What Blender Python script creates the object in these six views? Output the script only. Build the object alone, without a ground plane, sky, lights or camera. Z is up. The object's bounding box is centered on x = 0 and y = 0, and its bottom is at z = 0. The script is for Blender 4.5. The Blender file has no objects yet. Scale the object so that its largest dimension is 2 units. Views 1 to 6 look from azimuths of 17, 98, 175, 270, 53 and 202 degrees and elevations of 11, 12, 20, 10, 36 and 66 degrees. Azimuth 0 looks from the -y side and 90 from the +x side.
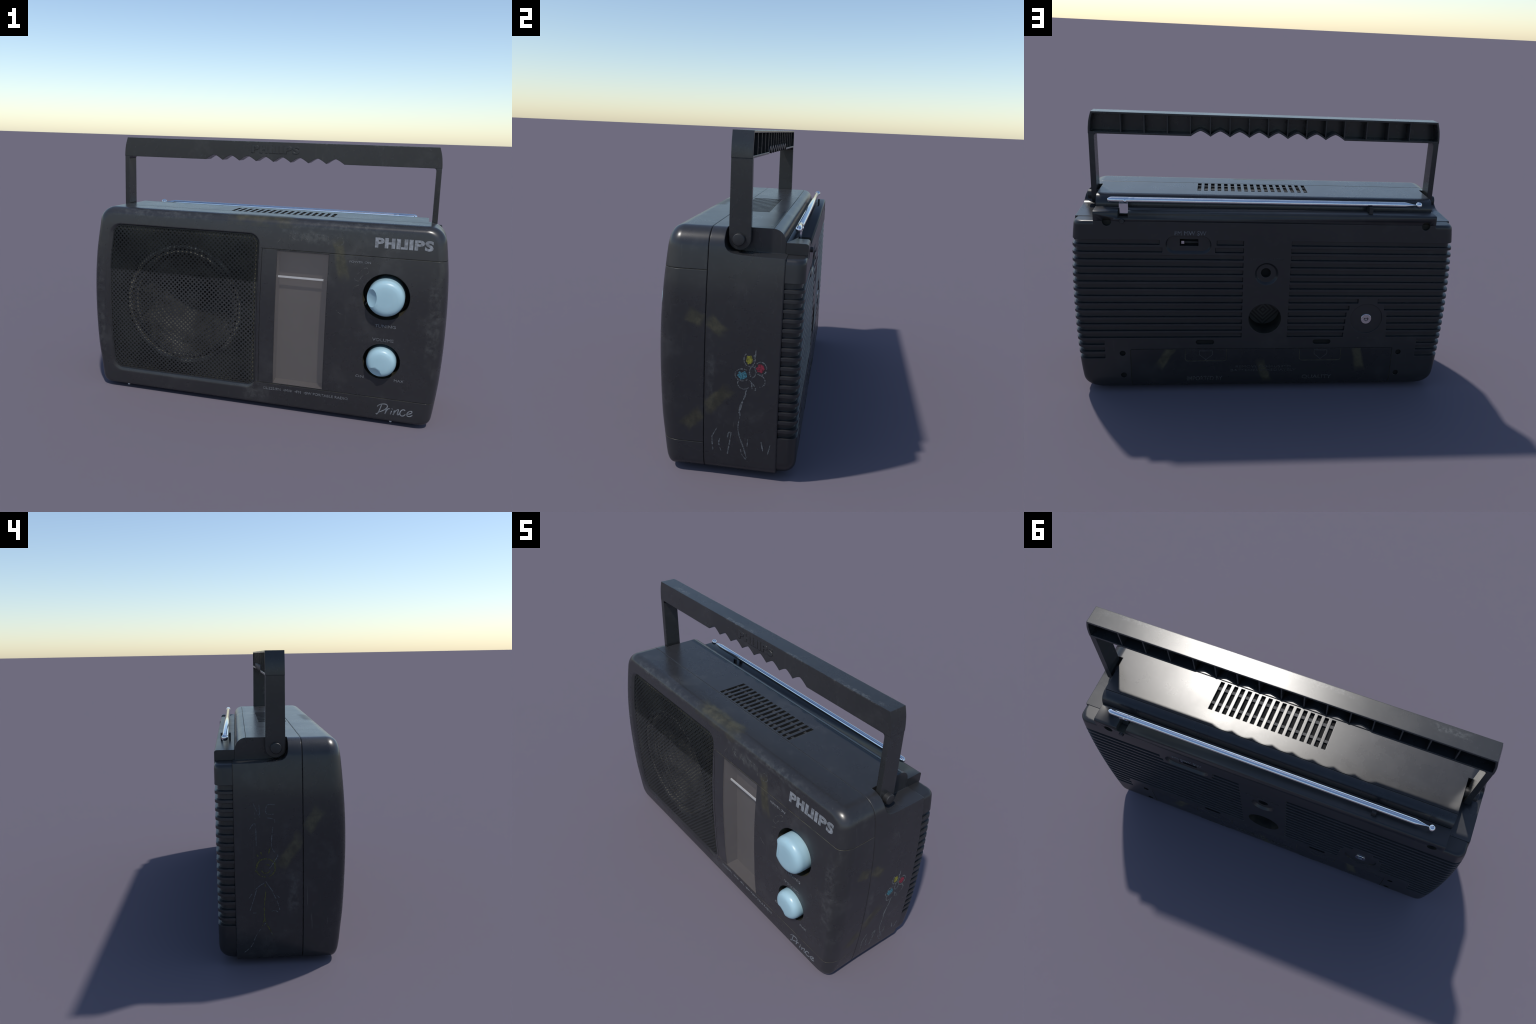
import bpy, bmesh, math, random
from mathutils import Vector, Matrix

random.seed(7)
PI = math.pi

# ----------------------------------------------------------------- numbers
Z_BOTTOM, Z_TOP = 0.0175, 1.078          # case without feet and handle
Y_SEAM_FRONT = -0.095                   # front cover | middle shell
Y_SEAM_BACK = 0.218                     # middle shell | back cover
Y_BACK = 0.302
YAW = math.radians(1.55)                # the radio stands slightly turned


def table(points):
    """smooth interpolation through (position, value) pairs"""
    xs = [p[0] for p in points]
    ys = [p[1] for p in points]
    n = len(xs)
    m = []
    for i in range(n):
        a, b = max(i - 1, 0), min(i + 1, n - 1)
        m.append((ys[b] - ys[a]) / (xs[b] - xs[a]))

    def f(x):
        x = min(max(x, xs[0]), xs[-1])
        for i in range(n - 1):
            if x <= xs[i + 1]:
                h = xs[i + 1] - xs[i]
                t = (x - xs[i]) / h
                return ((2 * t**3 - 3 * t**2 + 1) * ys[i] + (t**3 - 2 * t**2 + t) * h * m[i]
                        + (-2 * t**3 + 3 * t**2) * ys[i + 1] + (t**3 - t**2) * h * m[i + 1])
        return ys[-1]
    return f


# half width of the case and position of its bowed front, both by height
width_front = table([(0.01, .951), (.06, .959), (.11, .967), (.17, .974), (.27, .983), (.40, .990), (.54, .993),
                    (.68, .992), (.82, .986), (.90, .978), (.985, .967), (1.03, .960), (1.078, .952)])
width_back = table([(0.01, .958), (.06, .966), (.11, .973), (.17, .9795), (.27, .987), (.40, .9925), (.54, .994),
                    (.68, .9915), (.82, .984), (.90, .977), (.985, .9655), (1.078, .951)])
front_y = table([(0.02, -.262), (.084, -.271), (.168, -.278), (.264, -.286), (.408, -.292), (.56, -.2955),
                 (.70, -.294), (.81, -.2885), (.95, -.278), (1.027, -.270), (1.078, -.262)])


def half_width(z, y=-.1):
    t = min(max((y + .08) / .30, 0), 1)
    return width_front(z) * (1 - t) + (width_back(z) + .002) * t


def back_y(z):
    if z < 0.10:
        t = min(1.0, (0.10 - z) / 0.090)
        return Y_BACK - 0.070 * (1 - math.sqrt(max(0, 1 - t * t)))
    return Y_BACK


def side_profile(inset=0.0, y=-.1, inset_top=None, inset_bottom=None, r_bottom=0.045, r_top=0.075):
    """right-hand outline (x, z) of the case seen from the front, bottom to top"""
    it = inset if inset_top is None else inset_top
    ib = inset if inset_bottom is None else inset_bottom
    zb, zt = Z_BOTTOM + ib, Z_TOP - it
    rb, rt = max(r_bottom - ib * .5, .012), max(r_top - it * .5, .012)
    zs = [zb + rb * (1 - math.cos(a)) for a in [i / 8 * PI / 2 for i in range(8)]]
    lo, hi = zb + rb, zt - rt
    zs += [lo + (hi - lo) * i / 40 for i in range(41)]
    zs += [zt - rt * (1 - math.cos(a)) for a in [i / 8 * PI / 2 for i in range(7, -1, -1)]]
    out = []
    for z in zs:
        x = half_width(z, y) - inset
        if z < lo:
            x -= rb - math.sqrt(max(0, rb * rb - (lo - z)**2))
        if z > hi:
            x -= rt - math.sqrt(max(0, rt * rt - (z - hi)**2))
        out.append((x, z))
    return out


# ----------------------------------------------------------------- objects
root = bpy.data.objects.new("portable_radio", None)
bpy.context.scene.collection.objects.link(root)
root.rotation_euler = (0, 0, YAW)
root.location = (.001, .001, 0)
root["label"] = "worn black portable radio with carry handle and pale blue knobs"
root["category"] = "portable radio"


def finish_mesh(me, mats, angle=35, smooth=True):
    for m in mats:
        me.materials.append(m)
    if smooth:
        me.polygons.foreach_set("use_smooth", [True] * len(me.polygons))
        me.set_sharp_from_angle(angle=math.radians(angle))


def add(name, verts, faces, mats=(), parent=None, angle=35, smooth=True, fix=True, face_mats=None):
    me = bpy.data.meshes.new(name)
    me.from_pydata([tuple(v) for v in verts], [], faces)
    if face_mats:
        me.polygons.foreach_set("material_index", face_mats)
    if fix:
        bm = bmesh.new()
        bm.from_mesh(me)
        bmesh.ops.recalc_face_normals(bm, faces=bm.faces)
        big = [q for q in bm.faces if len(q.verts) > 4]
        if big:
            bmesh.ops.triangulate(bm, faces=big, ngon_method="EAR_CLIP")
        bm.to_mesh(me)
        bm.free()
    finish_mesh(me, mats, angle, smooth)
    ob = bpy.data.objects.new(name, me)
    bpy.context.scene.collection.objects.link(ob)
    ob.parent = parent if parent is not None else root
    return ob


class Geo:
    """collects several closed pieces into one mesh"""
    def __init__(self):
        self.v, self.f, self.m = [], [], []

    def put(self, verts, faces, mat=0):
        n = len(self.v)
        self.v += [tuple(v) for v in verts]
        self.f += [tuple(i + n for i in f) for f in faces]
        self.m += [mat] * len(faces)
        return self

    def box(self, x0, x1, y0, y1, z0, z1, mat=0):
        v = [(x, y, z) for x in (x0, x1) for y in (y0, y1) for z in (z0, z1)]
        f = [(0, 1, 3, 2), (4, 6, 7, 5), (0, 4, 5, 1), (2, 3, 7, 6), (0, 2, 6, 4), (1, 5, 7, 3)]
        return self.put(v, f, mat)

    def rings(self, rings, mat=0, caps=True):
        n = len(rings[0])
        v = [p for r in rings for p in r]
        f = []
        for k in range(len(rings) - 1):
            for i in range(n):
                j = (i + 1) % n
                f.append((k * n + i, k * n + j, (k + 1) * n + j, (k + 1) * n + i))
        if caps:
            f.append(tuple(range(n - 1, -1, -1)))
            f.append(tuple((len(rings) - 1) * n + i for i in range(n)))
        return self.put(v, f, mat)

    def lathe(self, profile, center, axis="y", n=48, mat=0):
        """profile: (radius, along) pairs; closed at both ends by caps"""
        cx, cy, cz = center
        rings = []
        for r, a in profile:
            ring = []
            for i in range(n):
                c, s = math.cos(2 * PI * i / n) * r, math.sin(2 * PI * i / n) * r
                ring.append({"y": (cx + c, cy + a, cz + s), "x": (cx + a, cy + c, cz + s), "z": (cx + c, cy + s, cz + a)}[axis])
            rings.append(ring)
        return self.rings(rings, mat)

    def prism_x(self, poly, x0, x1, mat=0):
        return self.rings([[(x0, y, z) for y, z in poly], [(x1, y, z) for y, z in poly]], mat)

    def prism_y(self, poly, y0, y1, mat=0):
        return self.rings([[(x, y0, z) for x, z in poly], [(x, y1, z) for x, z in poly]], mat)

    def make(self, name, mats=(), parent=None, **kw):
        return add(name, self.v, self.f, mats, parent, face_mats=self.m, **kw)


def cut(ob, geo, mat=None, op="DIFFERENCE"):
    helper = geo.make("cutter", [mat] if mat else [])
    md = ob.modifiers.new("cut", "BOOLEAN")
    md.operation = op
    md.solver = "MANIFOLD"
    md.object = helper
    if mat:
        md.material_mode = "TRANSFER"
    dg = bpy.context.evaluated_depsgraph_get()
    new = bpy.data.meshes.new_from_object(ob.evaluated_get(dg))
    ob.modifiers.clear()
    old = ob.data
    ob.data = new
    bpy.data.meshes.remove(old)
    hm = helper.data
    bpy.data.objects.remove(helper)
    bpy.data.meshes.remove(hm)
    return ob


def settle(ob, angle=30):
    me = ob.data
    bm = bmesh.new()
    bm.from_mesh(me)
    bmesh.ops.remove_doubles(bm, verts=bm.verts, dist=1e-5)
    bm.to_mesh(me)
    bm.free()
    me.polygons.foreach_set("use_smooth", [True] * len(me.polygons))
    me.set_sharp_from_angle(angle=math.radians(angle))
    wn = ob.modifiers.new("flat_faces", "WEIGHTED_NORMAL")
    wn.keep_sharp = True
    wn.weight = 80


def rounded_rect(x0, x1, z0, z1, r, n=8):
    pts = []
    for cx, cz, a0 in ((x1 - r, z0 + r, -PI / 2), (x1 - r, z1 - r, 0), (x0 + r, z1 - r, PI / 2), (x0 + r, z0 + r, PI)):
        for i in range(n + 1):
            a = a0 + i / n * PI / 2
            pts.append((cx + r * math.cos(a), cz + r * math.sin(a)))
    return pts


def dense(pts, step=.05):
    out = []
    for a, b in zip(pts, pts[1:] + pts[:1]):
        m = max(1, int(math.hypot(a[0] - b[0], a[1] - b[1]) / step))
        out += [(a[0] + (b[0] - a[0]) * i / m, a[1] + (b[1] - a[1]) * i / m) for i in range(m)]
    return out


def inside_rounded(x, z, x0, x1, z0, z1, r):
    dx = max(x0 + r - x, x - (x1 - r), 0)
    dz = max(z0 + r - z, z - (z1 - r), 0)
    return math.hypot(dx, dz) <= r


# --------------------------------------------------------------- materials
class Nodes:
    def __init__(self, name):
        self.mat = bpy.data.materials.new(name)
        self.mat.use_nodes = True
        self.t = self.mat.node_tree
        self.bsdf = self.t.nodes["Principled BSDF"]
        self.co = self.n("ShaderNodeTexCoord").outputs["Object"]

    def n(self, kind, **kw):
        node = self.t.nodes.new(kind)
        for k, v in kw.items():
            setattr(node, k, v)
        return node

    def link(self, a, b):
        self.t.links.new(a, b)

    def put(self, socket, value):
        if hasattr(value, "is_linked") or isinstance(value, bpy.types.NodeSocket):
            self.link(value, socket)
        else:
            socket.default_value = value

    def math(self, op, a, b=0.0, clamp=False):
        node = self.n("ShaderNodeMath", operation=op, use_clamp=clamp)
        self.put(node.inputs[0], a)
        self.put(node.inputs[1], b)
        return node.outputs[0]

    def noise(self, scale, detail=4, rough=.55, stretch=None, offset=(0, 0, 0), rot=(0, 0, 0), distortion=0.0):
        node = self.n("ShaderNodeTexNoise")
        node.inputs["Scale"].default_value = scale
        node.inputs["Detail"].default_value = detail
        node.inputs["Roughness"].default_value = rough
        node.inputs["Distortion"].default_value = distortion
        mp = self.n("ShaderNodeMapping")
        mp.inputs["Location"].default_value = offset
        mp.inputs["Rotation"].default_value = rot
        if stretch:
            mp.inputs["Scale"].default_value = stretch
        self.link(self.co, mp.inputs["Vector"])
        self.link(mp.outputs[0], node.inputs["Vector"])
        return node.outputs["Fac"]

    def step(self, value, lo, hi, a=0.0, b=1.0):
        node = self.n("ShaderNodeMapRange", interpolation_type="SMOOTHSTEP")
        self.put(node.inputs["Value"], value)
        for k, v in (("From Min", lo), ("From Max", hi), ("To Min", a), ("To Max", b)):
            node.inputs[k].default_value = v
        return node.outputs["Result"]

    def mix(self, fac, a, b):
        node = self.n("ShaderNodeMix", data_type="RGBA")
        self.put(node.inputs[0], fac)
        for s, v in ((node.inputs[6], a), (node.inputs[7], b)):
            self.put(s, v if isinstance(v, bpy.types.NodeSocket) else (*v, 1.0))
        return node.outputs[2]

    def patch(self, center, half, rot=(0, 0, 0), soft=.25, ragged=.35, grain=9.0, seed=0.0):
        """1 inside a turned box round center, with ragged, broken edges"""
        mp = self.n("ShaderNodeMapping", vector_type="TEXTURE")
        mp.inputs["Location"].default_value = center
        mp.inputs["Rotation"].default_value = rot
        mp.inputs["Scale"].default_value = half
        self.link(self.co, mp.inputs["Vector"])
        ab = self.n("ShaderNodeVectorMath", operation="ABSOLUTE")
        self.link(mp.outputs[0], ab.inputs[0])
        sp = self.n("ShaderNodeSeparateXYZ")
        self.link(ab.outputs[0], sp.inputs[0])
        m = self.math("MAXIMUM", self.math("MAXIMUM", sp.outputs[0], sp.outputs[1]), sp.outputs[2])
        w = self.noise(grain, 5, .65, offset=(seed, seed * .7, -seed))
        m = self.math("ADD", m, self.math("MULTIPLY", self.math("SUBTRACT", w, .5), ragged * 2))
        return self.step(m, 1.0, 1.0 - soft)

    def finish(self, color, rough=.45, bump=None, strength=.1, distance=.002, bevel=0.0, **inputs):
        self.put(self.bsdf.inputs["Base Color"], color if isinstance(color, bpy.types.NodeSocket) else (*color, 1.0))
        self.put(self.bsdf.inputs["Roughness"], rough)
        for k, v in inputs.items():
            self.bsdf.inputs[k.replace("_", " ")].default_value = v
        normal = None
        if bevel:
            b = self.n("ShaderNodeBevel", samples=4)
            b.inputs["Radius"].default_value = bevel
            normal = b.outputs[0]
        if bump is not None:
            bp = self.n("ShaderNodeBump")
            bp.inputs["Strength"].default_value = strength
            bp.inputs["Distance"].default_value = distance
            self.link(bump, bp.inputs["Height"])
            if normal:
                self.link(normal, bp.inputs["Normal"])
            normal = bp.outputs[0]
        if normal:
            self.link(normal, self.bsdf.inputs["Normal"])
        return self.mat


BLACK = (.0235, .0235, .0255)


def plastic(name, base=BLACK, olive=(), wear=(), scuffs=.5, rough=(.26, .30), bevel=.004, seed=0.0, wear_mix=.42, wear_grain=34):
    """aged black moulded plastic; olive = glue marks, wear = pale scuffed places"""
    k = Nodes(name)
    broad = k.noise(2.2, 4, .55, offset=(seed, 2, 1))
    fine = k.noise(38, 4, .6, offset=(1, seed, 3))
    c = k.mix(k.step(broad, .3, .72), tuple(x * .92 for x in base), tuple(x * 1.12 for x in base))
    c = k.mix(k.math("MULTIPLY", k.step(fine, .52, .72), .35), c, tuple(x * 1.55 for x in base))
    # greyish dry haze in patches
    haze = k.math("MULTIPLY", k.step(k.noise(5.5, 6, .68, offset=(4, 4, seed + 2)), .54, .72), .5 * scuffs)
    c = k.mix(haze, c, (.060, .060, .060))
    # tiny specks of dust and paint
    specks = k.math("MULTIPLY", k.step(k.noise(210, 2, .5, offset=(seed, 0, 7)), .70, .76),
                    k.step(k.noise(4.5, 3, .5, offset=(9, seed, 1)), .50, .64))
    c = k.mix(k.math("MULTIPLY", specks, .75 * scuffs), c, (.115, .112, .098))
    # hairline scratches in two directions
    for i, (rot, st) in enumerate((((.2, .5, .1), (60, 60, 1.2)), ((.1, -.9, .3), (70, 70, 1.0)))):
        line = k.step(k.noise(1.5, 2, .5, stretch=st, rot=rot, offset=(i * 3 + seed, 1, 2)), .70, .74)
        where = k.step(k.noise(2.4, 3, .5, offset=(i + seed, 5, i)), .52, .66)
        c = k.mix(k.math("MULTIPLY", k.math("MULTIPLY", line, where), .55 * scuffs), c, (.085, .085, .082))
    r = k.step(k.noise(6, 6, .62, offset=(2, 2, seed)), .25, .75, *rough)
    for center, half, rot in wear:
        m = k.patch(center, half, rot, soft=.7, ragged=.9, grain=16, seed=seed + half[0])
        m = k.math("MULTIPLY", m, k.step(k.noise(wear_grain, 6, .7, offset=(seed, 1, 1)), .40, .66))
        c = k.mix(k.math("MULTIPLY", m, wear_mix), c, (.090, .093, .090))
    for center, half, rot in olive:
        m = k.patch(center, half, rot, soft=.55, ragged=.5, grain=15, seed=seed + center[2] * 5)
        tone = k.mix(k.step(k.noise(26, 5, .7, offset=(3, seed, 1)), .35, .68), (.032, .030, .017), (.074, .068, .038))
        c = k.mix(k.math("MULTIPLY", m, .72), c, tone)
        r = k.math("ADD", r, k.math("MULTIPLY", m, .12))
    h = k.math("ADD", k.noise(420, 2, .5), k.math("MULTIPLY", k.noise(24, 4, .6), .3))
    return k.finish(c, r, h, .10, .0008, bevel)


def plain(name, color, rough=.5, vary=.25, grain=30, bevel=0.0, **kw):
    k = Nodes(name)
    c = k.mix(k.step(k.noise(grain, 4, .6), .32, .68), tuple(x * (1 - vary) for x in color), tuple(x * (1 + vary) for x in color))
    return k.finish(c, rough, k.noise(grain * 8, 2), .06, .001, bevel, **kw)


def turned(angle):
    return (0, angle, 0)


M_front = plastic("front_plastic", seed=1.0, scuffs=.75,
    olive=[((.442, -.285, .885), (.036, .05, .125), (0, math.radians(-13), 0)),
           ((.0, -.228, 1.060), (.21, .05, .038), (0, 0, 0)),
           ((.985, -.135, .712), (.05, .045, .034), (math.radians(-20), 0, 0)),
           ((.980, -.140, .262), (.05, .065, .036), (math.radians(46), 0, 0)),
           ((-.985, -.140, .715), (.05, .070, .034), (math.radians(-58), 0, 0))],
    wear=[((-.55, -.252, 1.055), (.40, .030, .022), (0, 0, 0)), ((.42, -.258, 1.050), (.34, .028, .028), (0, 0, 0)),
          ((.30, -.28, .985), (.20, .05, .04), (0, 0, 0)), ((.93, -.27, .62), (.04, .05, .30), (0, 0, 0)),
          ((.0, -.27, .08), (.10, .05, .05), (0, 0, 0)), ((-.94, -.25, .5), (.03, .07, .4), (0, 0, 0))])
M_middle = plastic("middle_plastic", seed=4.0, scuffs=.7,
    olive=[((.985, -.050, .680), (.05, .052, .034), (math.radians(-40), 0, 0)),
           ((.980, -.040, .365), (.05, .088, .036), (math.radians(46), 0, 0)),
           ((-.985, -.035, .560), (.05, .115, .034), (math.radians(-58), 0, 0))],
    wear=[((.985, -.07, .47), (.06, .022, .20), (0, 0, 0)), ((-.985, -.05, .36), (.06, .035, .12), (0, 0, 0))])
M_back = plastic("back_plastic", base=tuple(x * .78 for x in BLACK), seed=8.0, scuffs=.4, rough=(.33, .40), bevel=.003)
M_door = plastic("door_plastic", base=tuple(x * .72 for x in BLACK), seed=11.0, scuffs=.3, bevel=.002,
    olive=[((.53, .29, .215), (.030, .05, .085), (0, math.radians(-32), 0)), ((-.52, .29, .21), (.032, .05, .10), (0, math.radians(12), 0)),
           ((.0, .29, .12), (.03, .05, .085), (0, math.radians(18), 0))])
M_handle = plastic("handle_plastic", base=(.0235, .0245, .0255), seed=14.0, scuffs=.55, rough=(.25, .285), wear_mix=.8, wear_grain=80,
    wear=[((.70, -.015, 1.469), (.16, .022, .006), (0, 0, 0)), ((-.15, -.016, 1.469), (.16, .020, .006), (0, 0, 0)), ((-.70, .0, 1.469), (.10, .02, .005), (0, 0, 0)),
          ((.30, -.018, 1.469), (.10, .014, .006), (0, 0, 0))])
M_trim = plain("trim_plastic", (.018, .018, .019), .5, bevel=.002)
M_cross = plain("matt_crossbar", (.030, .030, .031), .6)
M_hole = plain("dusty_recess", (.013, .012, .008), .8, .5)
M_knobhole = plain("dusty_hole_wall", (.030, .027, .016), .75, .5, 14)
M_dark = plain("dark_inside", (.004, .004, .004), .9)
M_knob = None
M_white_print = plain("worn_white_print", (.17, .18, .195), .6, .35, 60)
M_grey_print = plain("faded_grey_print", (.125, .13, .14), .6, .45, 90)
M_dim_print = plain("dim_moulded_print", (.032, .032, .034), .6, .3, 90)
M_chalk = plain("chalk", (.095, .10, .105), .9, .5, 160)
M_faint_chalk = plain("faint_chalk", (.075, .078, .083), .9, .5, 160)
M_yellow = plain("yellow_chalk", (.17, .16, .02), .9, .5, 160)
M_dull_yellow = plain("dull_yellow_chalk", (.066, .064, .020), .9, .5, 160)
M_red = plain("red_chalk", (.20, .018, .035), .9, .5, 160)
M_cyan = plain("cyan_chalk", (.04, .14, .18), .9, .5, 160)
M_scratch = plain("scratched_line", (.060, .060, .058), .8, .5, 120)
M_seamdust = plain("seam_dust", (.075, .069, .046), .8, .6, 20)
M_window = plain("dial_grey", (.122, .108, .100), .45, .04, 5)
def pane_material():
    k = Nodes("smoky_pane")
    k.finish((.205, .187, .185), .30)
    clear = k.n("ShaderNodeBsdfTransparent")
    clear.inputs[0].default_value = (.97, .97, .97, 1)
    mix = k.n("ShaderNodeMixShader")
    mix.inputs[0].default_value = .19
    k.link(clear.outputs[0], mix.inputs[1])
    k.link(k.bsdf.outputs[0], mix.inputs[2])
    k.link(mix.outputs[0], k.t.nodes["Material Output"].inputs[0])
    return k.mat


M_pane = pane_material()
M_needle = plain("needle_white", (.93, .93, .93), .4, .02)
M_chrome = plain("chrome", (.80, .82, .85), .10, .03, 40, Metallic=1.0)
M_foot = plain("bright_foot_screw", (.75, .76, .78), .35, .05)
M_screw = plain("screw_metal", (.62, .62, .64), .18, .1, 60, Metallic=1.0)


def knob_material():
    k = Nodes("pale_blue_knob")
    c = k.mix(k.step(k.noise(7, 5, .6), .3, .7), (.315, .475, .535), (.355, .52, .58))
    c = k.mix(k.math("MULTIPLY", k.step(k.noise(60, 4, .65), .56, .72), .25), c, (.40, .455, .44))
    return k.finish(c, k.step(k.noise(20, 4), .3, .7, .30, .42), k.noise(200, 2), .05, .001)


M_knob = knob_material()


def grille_material():
    k = Nodes("grille_paint")
    sp = k.n("ShaderNodeSeparateXYZ")
    k.link(k.co, sp.inputs[0])
    wob = k.math("MULTIPLY", k.math("SUBTRACT", k.noise(5, 3), .5), .03)
    # the upper part of the sheet is coloured darker than the rest, down to a level edge
    upper_mask = k.step(k.math("ADD", sp.outputs[2], wob), .715, .735)
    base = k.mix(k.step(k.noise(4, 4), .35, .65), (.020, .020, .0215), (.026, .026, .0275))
    upper_dark = k.mix(k.step(k.noise(5, 4, .6, offset=(3, 3, 3)), .3, .7), (.004, .0045, .005), (.0085, .010, .0105))
    return k.finish(k.mix(upper_mask, base, upper_dark), .7, Specular_IOR_Level=.3)


M_grille = grille_material()


def cone_material():
    k = Nodes("speaker_paper")
    c = k.mix(k.step(k.noise(9, 4, .6), .35, .68), (.034, .033, .028), (.165, .16, .135))
    return k.finish(c, .8)


M_cone = cone_material()
M_baffle = plain("dusty_baffle", (.060, .057, .040), .9, .7, 6)
M_ring = plain("speaker_ring_metal", (.15, .145, .12), .5, .6, 8)


def target_material():
    k = Nodes("diamond_pattern")
    sp = k.n("ShaderNodeSeparateXYZ")
    k.link(k.co, sp.inputs[0])
    d = k.math("ADD", k.math("ABSOLUTE", k.math("SUBTRACT", sp.outputs[0], .006)), k.math("ABSOLUTE", k.math("SUBTRACT", sp.outputs[2], .441)))
    w = k.math("FRACT", k.math("MULTIPLY", d, 42.0))
    band = k.math("MULTIPLY", k.step(w, .44, .56), k.step(d, .104, .10))
    return k.finish(k.mix(band, (.030, .030, .030), (.003, .003, .003)), .5)


M_target = target_material()

# ============================================================= FRONT COVER
RIM_SIDE, RIM_TOP, RIM_BOTTOM, RIM_Y = .050, .034, .018, .076


rim_share = table([(0.01, .42), (.03, .45), (.07, .75), (.13, 1.0), (.30, 1.0), (.80, 1.0), (.98, .95), (1.03, .75), (1.078, .68)])


def front_rings():
    """(share of the rim inset, y by height) for each ring from the seam to the face"""
    rings = [(.0030 / RIM_SIDE, lambda z: Y_SEAM_FRONT - .0004), (0, lambda z: Y_SEAM_FRONT - .0028), (0, lambda z: -.14)]
    for i in range(11):
        a = i / 10 * PI / 2
        rings.append((1 - math.cos(a), lambda z, dy=RIM_Y * (1 - math.sin(a)): front_y(z) + dy * rim_share(z)))
    return rings


def build_front():
    v, f, n = [], [], None
    rings = front_rings()
    for t, fy in rings:
        side = side_profile(RIM_SIDE * t, -.1, RIM_TOP * t, RIM_BOTTOM * t)
        n = len(side)
        v += [(x, fy(z), z) for x, z in side]
        v += [(-x, fy(z), z) for x, z in reversed(side)]
    m = 2 * n
    for k in range(len(rings) - 1):
        for i in range(m):
            j = (i + 1) % m
            f.append((k * m + i, k * m + j, (k + 1) * m + j, (k + 1) * m + i))
    for k in (0, len(rings) - 1):
        for i in range(n - 1):
            f.append((k * m + i, k * m + i + 1, k * m + m - 2 - i, k * m + m - 1 - i))
    return add("front_cover", v, f, [M_front])


front = build_front()

# opening of the speaker grille: bevelled edge, then a straight-walled cavity
GX0, GX1, GZ0, GZ1 = -.856, -.003, .130, .981
GRILLE_IN = .0015


def bow(x, z):
    """the outer side of the grille opening bulges with the side of the case"""
    t = min(max((GX1 - x) / (GX1 - GX0), 0), 1)
    return t * t * max(0, half_width(z) - .9695) * .95


def sheet_y(x, z):
    """the perforated sheet is pressed into a shallow dome: its rim lies deeper"""
    e = min(x + bow(x, z) - GX0, GX1 - x, z - GZ0, GZ1 - z)
    t = min(max(1 - e / .07, 0), 1)
    return front_y(z) + GRILLE_IN + .006 * t * t


def grille_ring(x0, x1, z0, z1, r, dy, flat=None):
    out = []
    # same number of points for every ring: sample straight sides evenly
    n_arc, n_side = 10, 12
    corners = rounded_rect(x0, x1, z0, z1, r, n_arc)
    for k in range(4):
        arc = corners[k * (n_arc + 1):(k + 1) * (n_arc + 1)]
        nxt = corners[((k + 1) % 4) * (n_arc + 1)]
        out += arc + [(arc[-1][0] + (nxt[0] - arc[-1][0]) * i / n_side, arc[-1][1] + (nxt[1] - arc[-1][1]) * i / n_side) for i in range(1, n_side)]
    return [(x - bow(x, z), flat if flat is not None else front_y(z) + dy, z) for x, z in out]


g = Geo().rings([
    grille_ring(GX0 - .064, GX1 + .021, GZ0 - .075, GZ1 + .021, .075, 0, -.36),
    grille_ring(GX0 - .064, GX1 + .021, GZ0 - .075, GZ1 + .021, .075, -.025),
    grille_ring(GX0 - .030, GX1 + .011, GZ0 - .032, GZ1 + .011, .062, -.0005),
    grille_ring(GX0 - .018, GX1 + .004, GZ0 - .018, GZ1 + .004, .056, .003),
    grille_ring(GX0, GX1, GZ0, GZ1, .05, GRILLE_IN + .010),
    grille_ring(GX0, GX1, GZ0, GZ1, .05, 0, -.19)])
cut(front, g, M_front)

SC = (-.430, .551)
g = Geo().lathe([(.338, -.28), (.338, .0)], (SC[0], 0, SC[1]), n=72)
cut(front, g, M_dark)

# knob wells and dial window
KNOBS = [(.686, .708, .120, .0950, 180.0, 0.0), (.684, .361, .096, .0775, 242.0, .018)]
g = Geo()
for x, z, rh, rk, a, back_off in KNOBS:
    g.lathe([(rh + .004, -.17 - .23), (rh + .004, -.1205), (rh, -.118), (rh, 0.0)], (x, -.18, z), n=64)
cut(front, g, M_knobhole)
WX0, WX1, WZ0, WZ1 = .104, .381, .160, .905
cut(front, Geo().box(WX0, WX1, -.4, -.205, WZ0, WZ1), M_window)


# fine joint lines of the control panel: level lines wrap round the right side
def surface_path(z, x0):
    pts = []
    d = [(r, fy) for r, fy in front_rings()][1:]
    for dd, fy in d:
        # find outline x at this height for this inset
        x = half_width(z) - dd * RIM_SIDE
        pts.append((x, fy(z)))
    pts.reverse()
    return [(x0, front_y(z))] + pts


def groove_level(geo, z, x0, w=.0024, deep=.0045):
    path = surface_path(z, x0)
    path[-1] = (path[-1][0], Y_SEAM_FRONT + .002)
    rings = []
    for i, (x, y) in enumerate(path):
        a = path[max(i - 1, 0)]
        b = path[min(i + 1, len(path) - 1)]
        tx, ty = b[0] - a[0], b[1] - a[1]
        l = math.hypot(tx, ty)
        nx, ny = ty / l, -tx / l
        rings.append([(x + nx * o, y + ny * o, z + dz) for o, dz in ((-deep, -w / 2), (.01, -w / 2), (.01, w / 2), (-deep, w / 2))])
    geo.rings(rings)


g = Geo()
groove_level(g, .9105, .0125)
groove_level(g, .1535, .0125)
cut(front, g, M_seamdust)
g = Geo()
rings = []
for i in range(25):
    z = .156 + (.908 - .156) * i / 24
    y = front_y(z)
    rings.append([(.020 - .0012, y - .01, z), (.020 + .0012, y - .01, z), (.020 + .0012, y + .003, z), (.020 - .0012, y + .003, z)])
g.rings(rings)
cut(front, g, M_trim)
settle(front)

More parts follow.
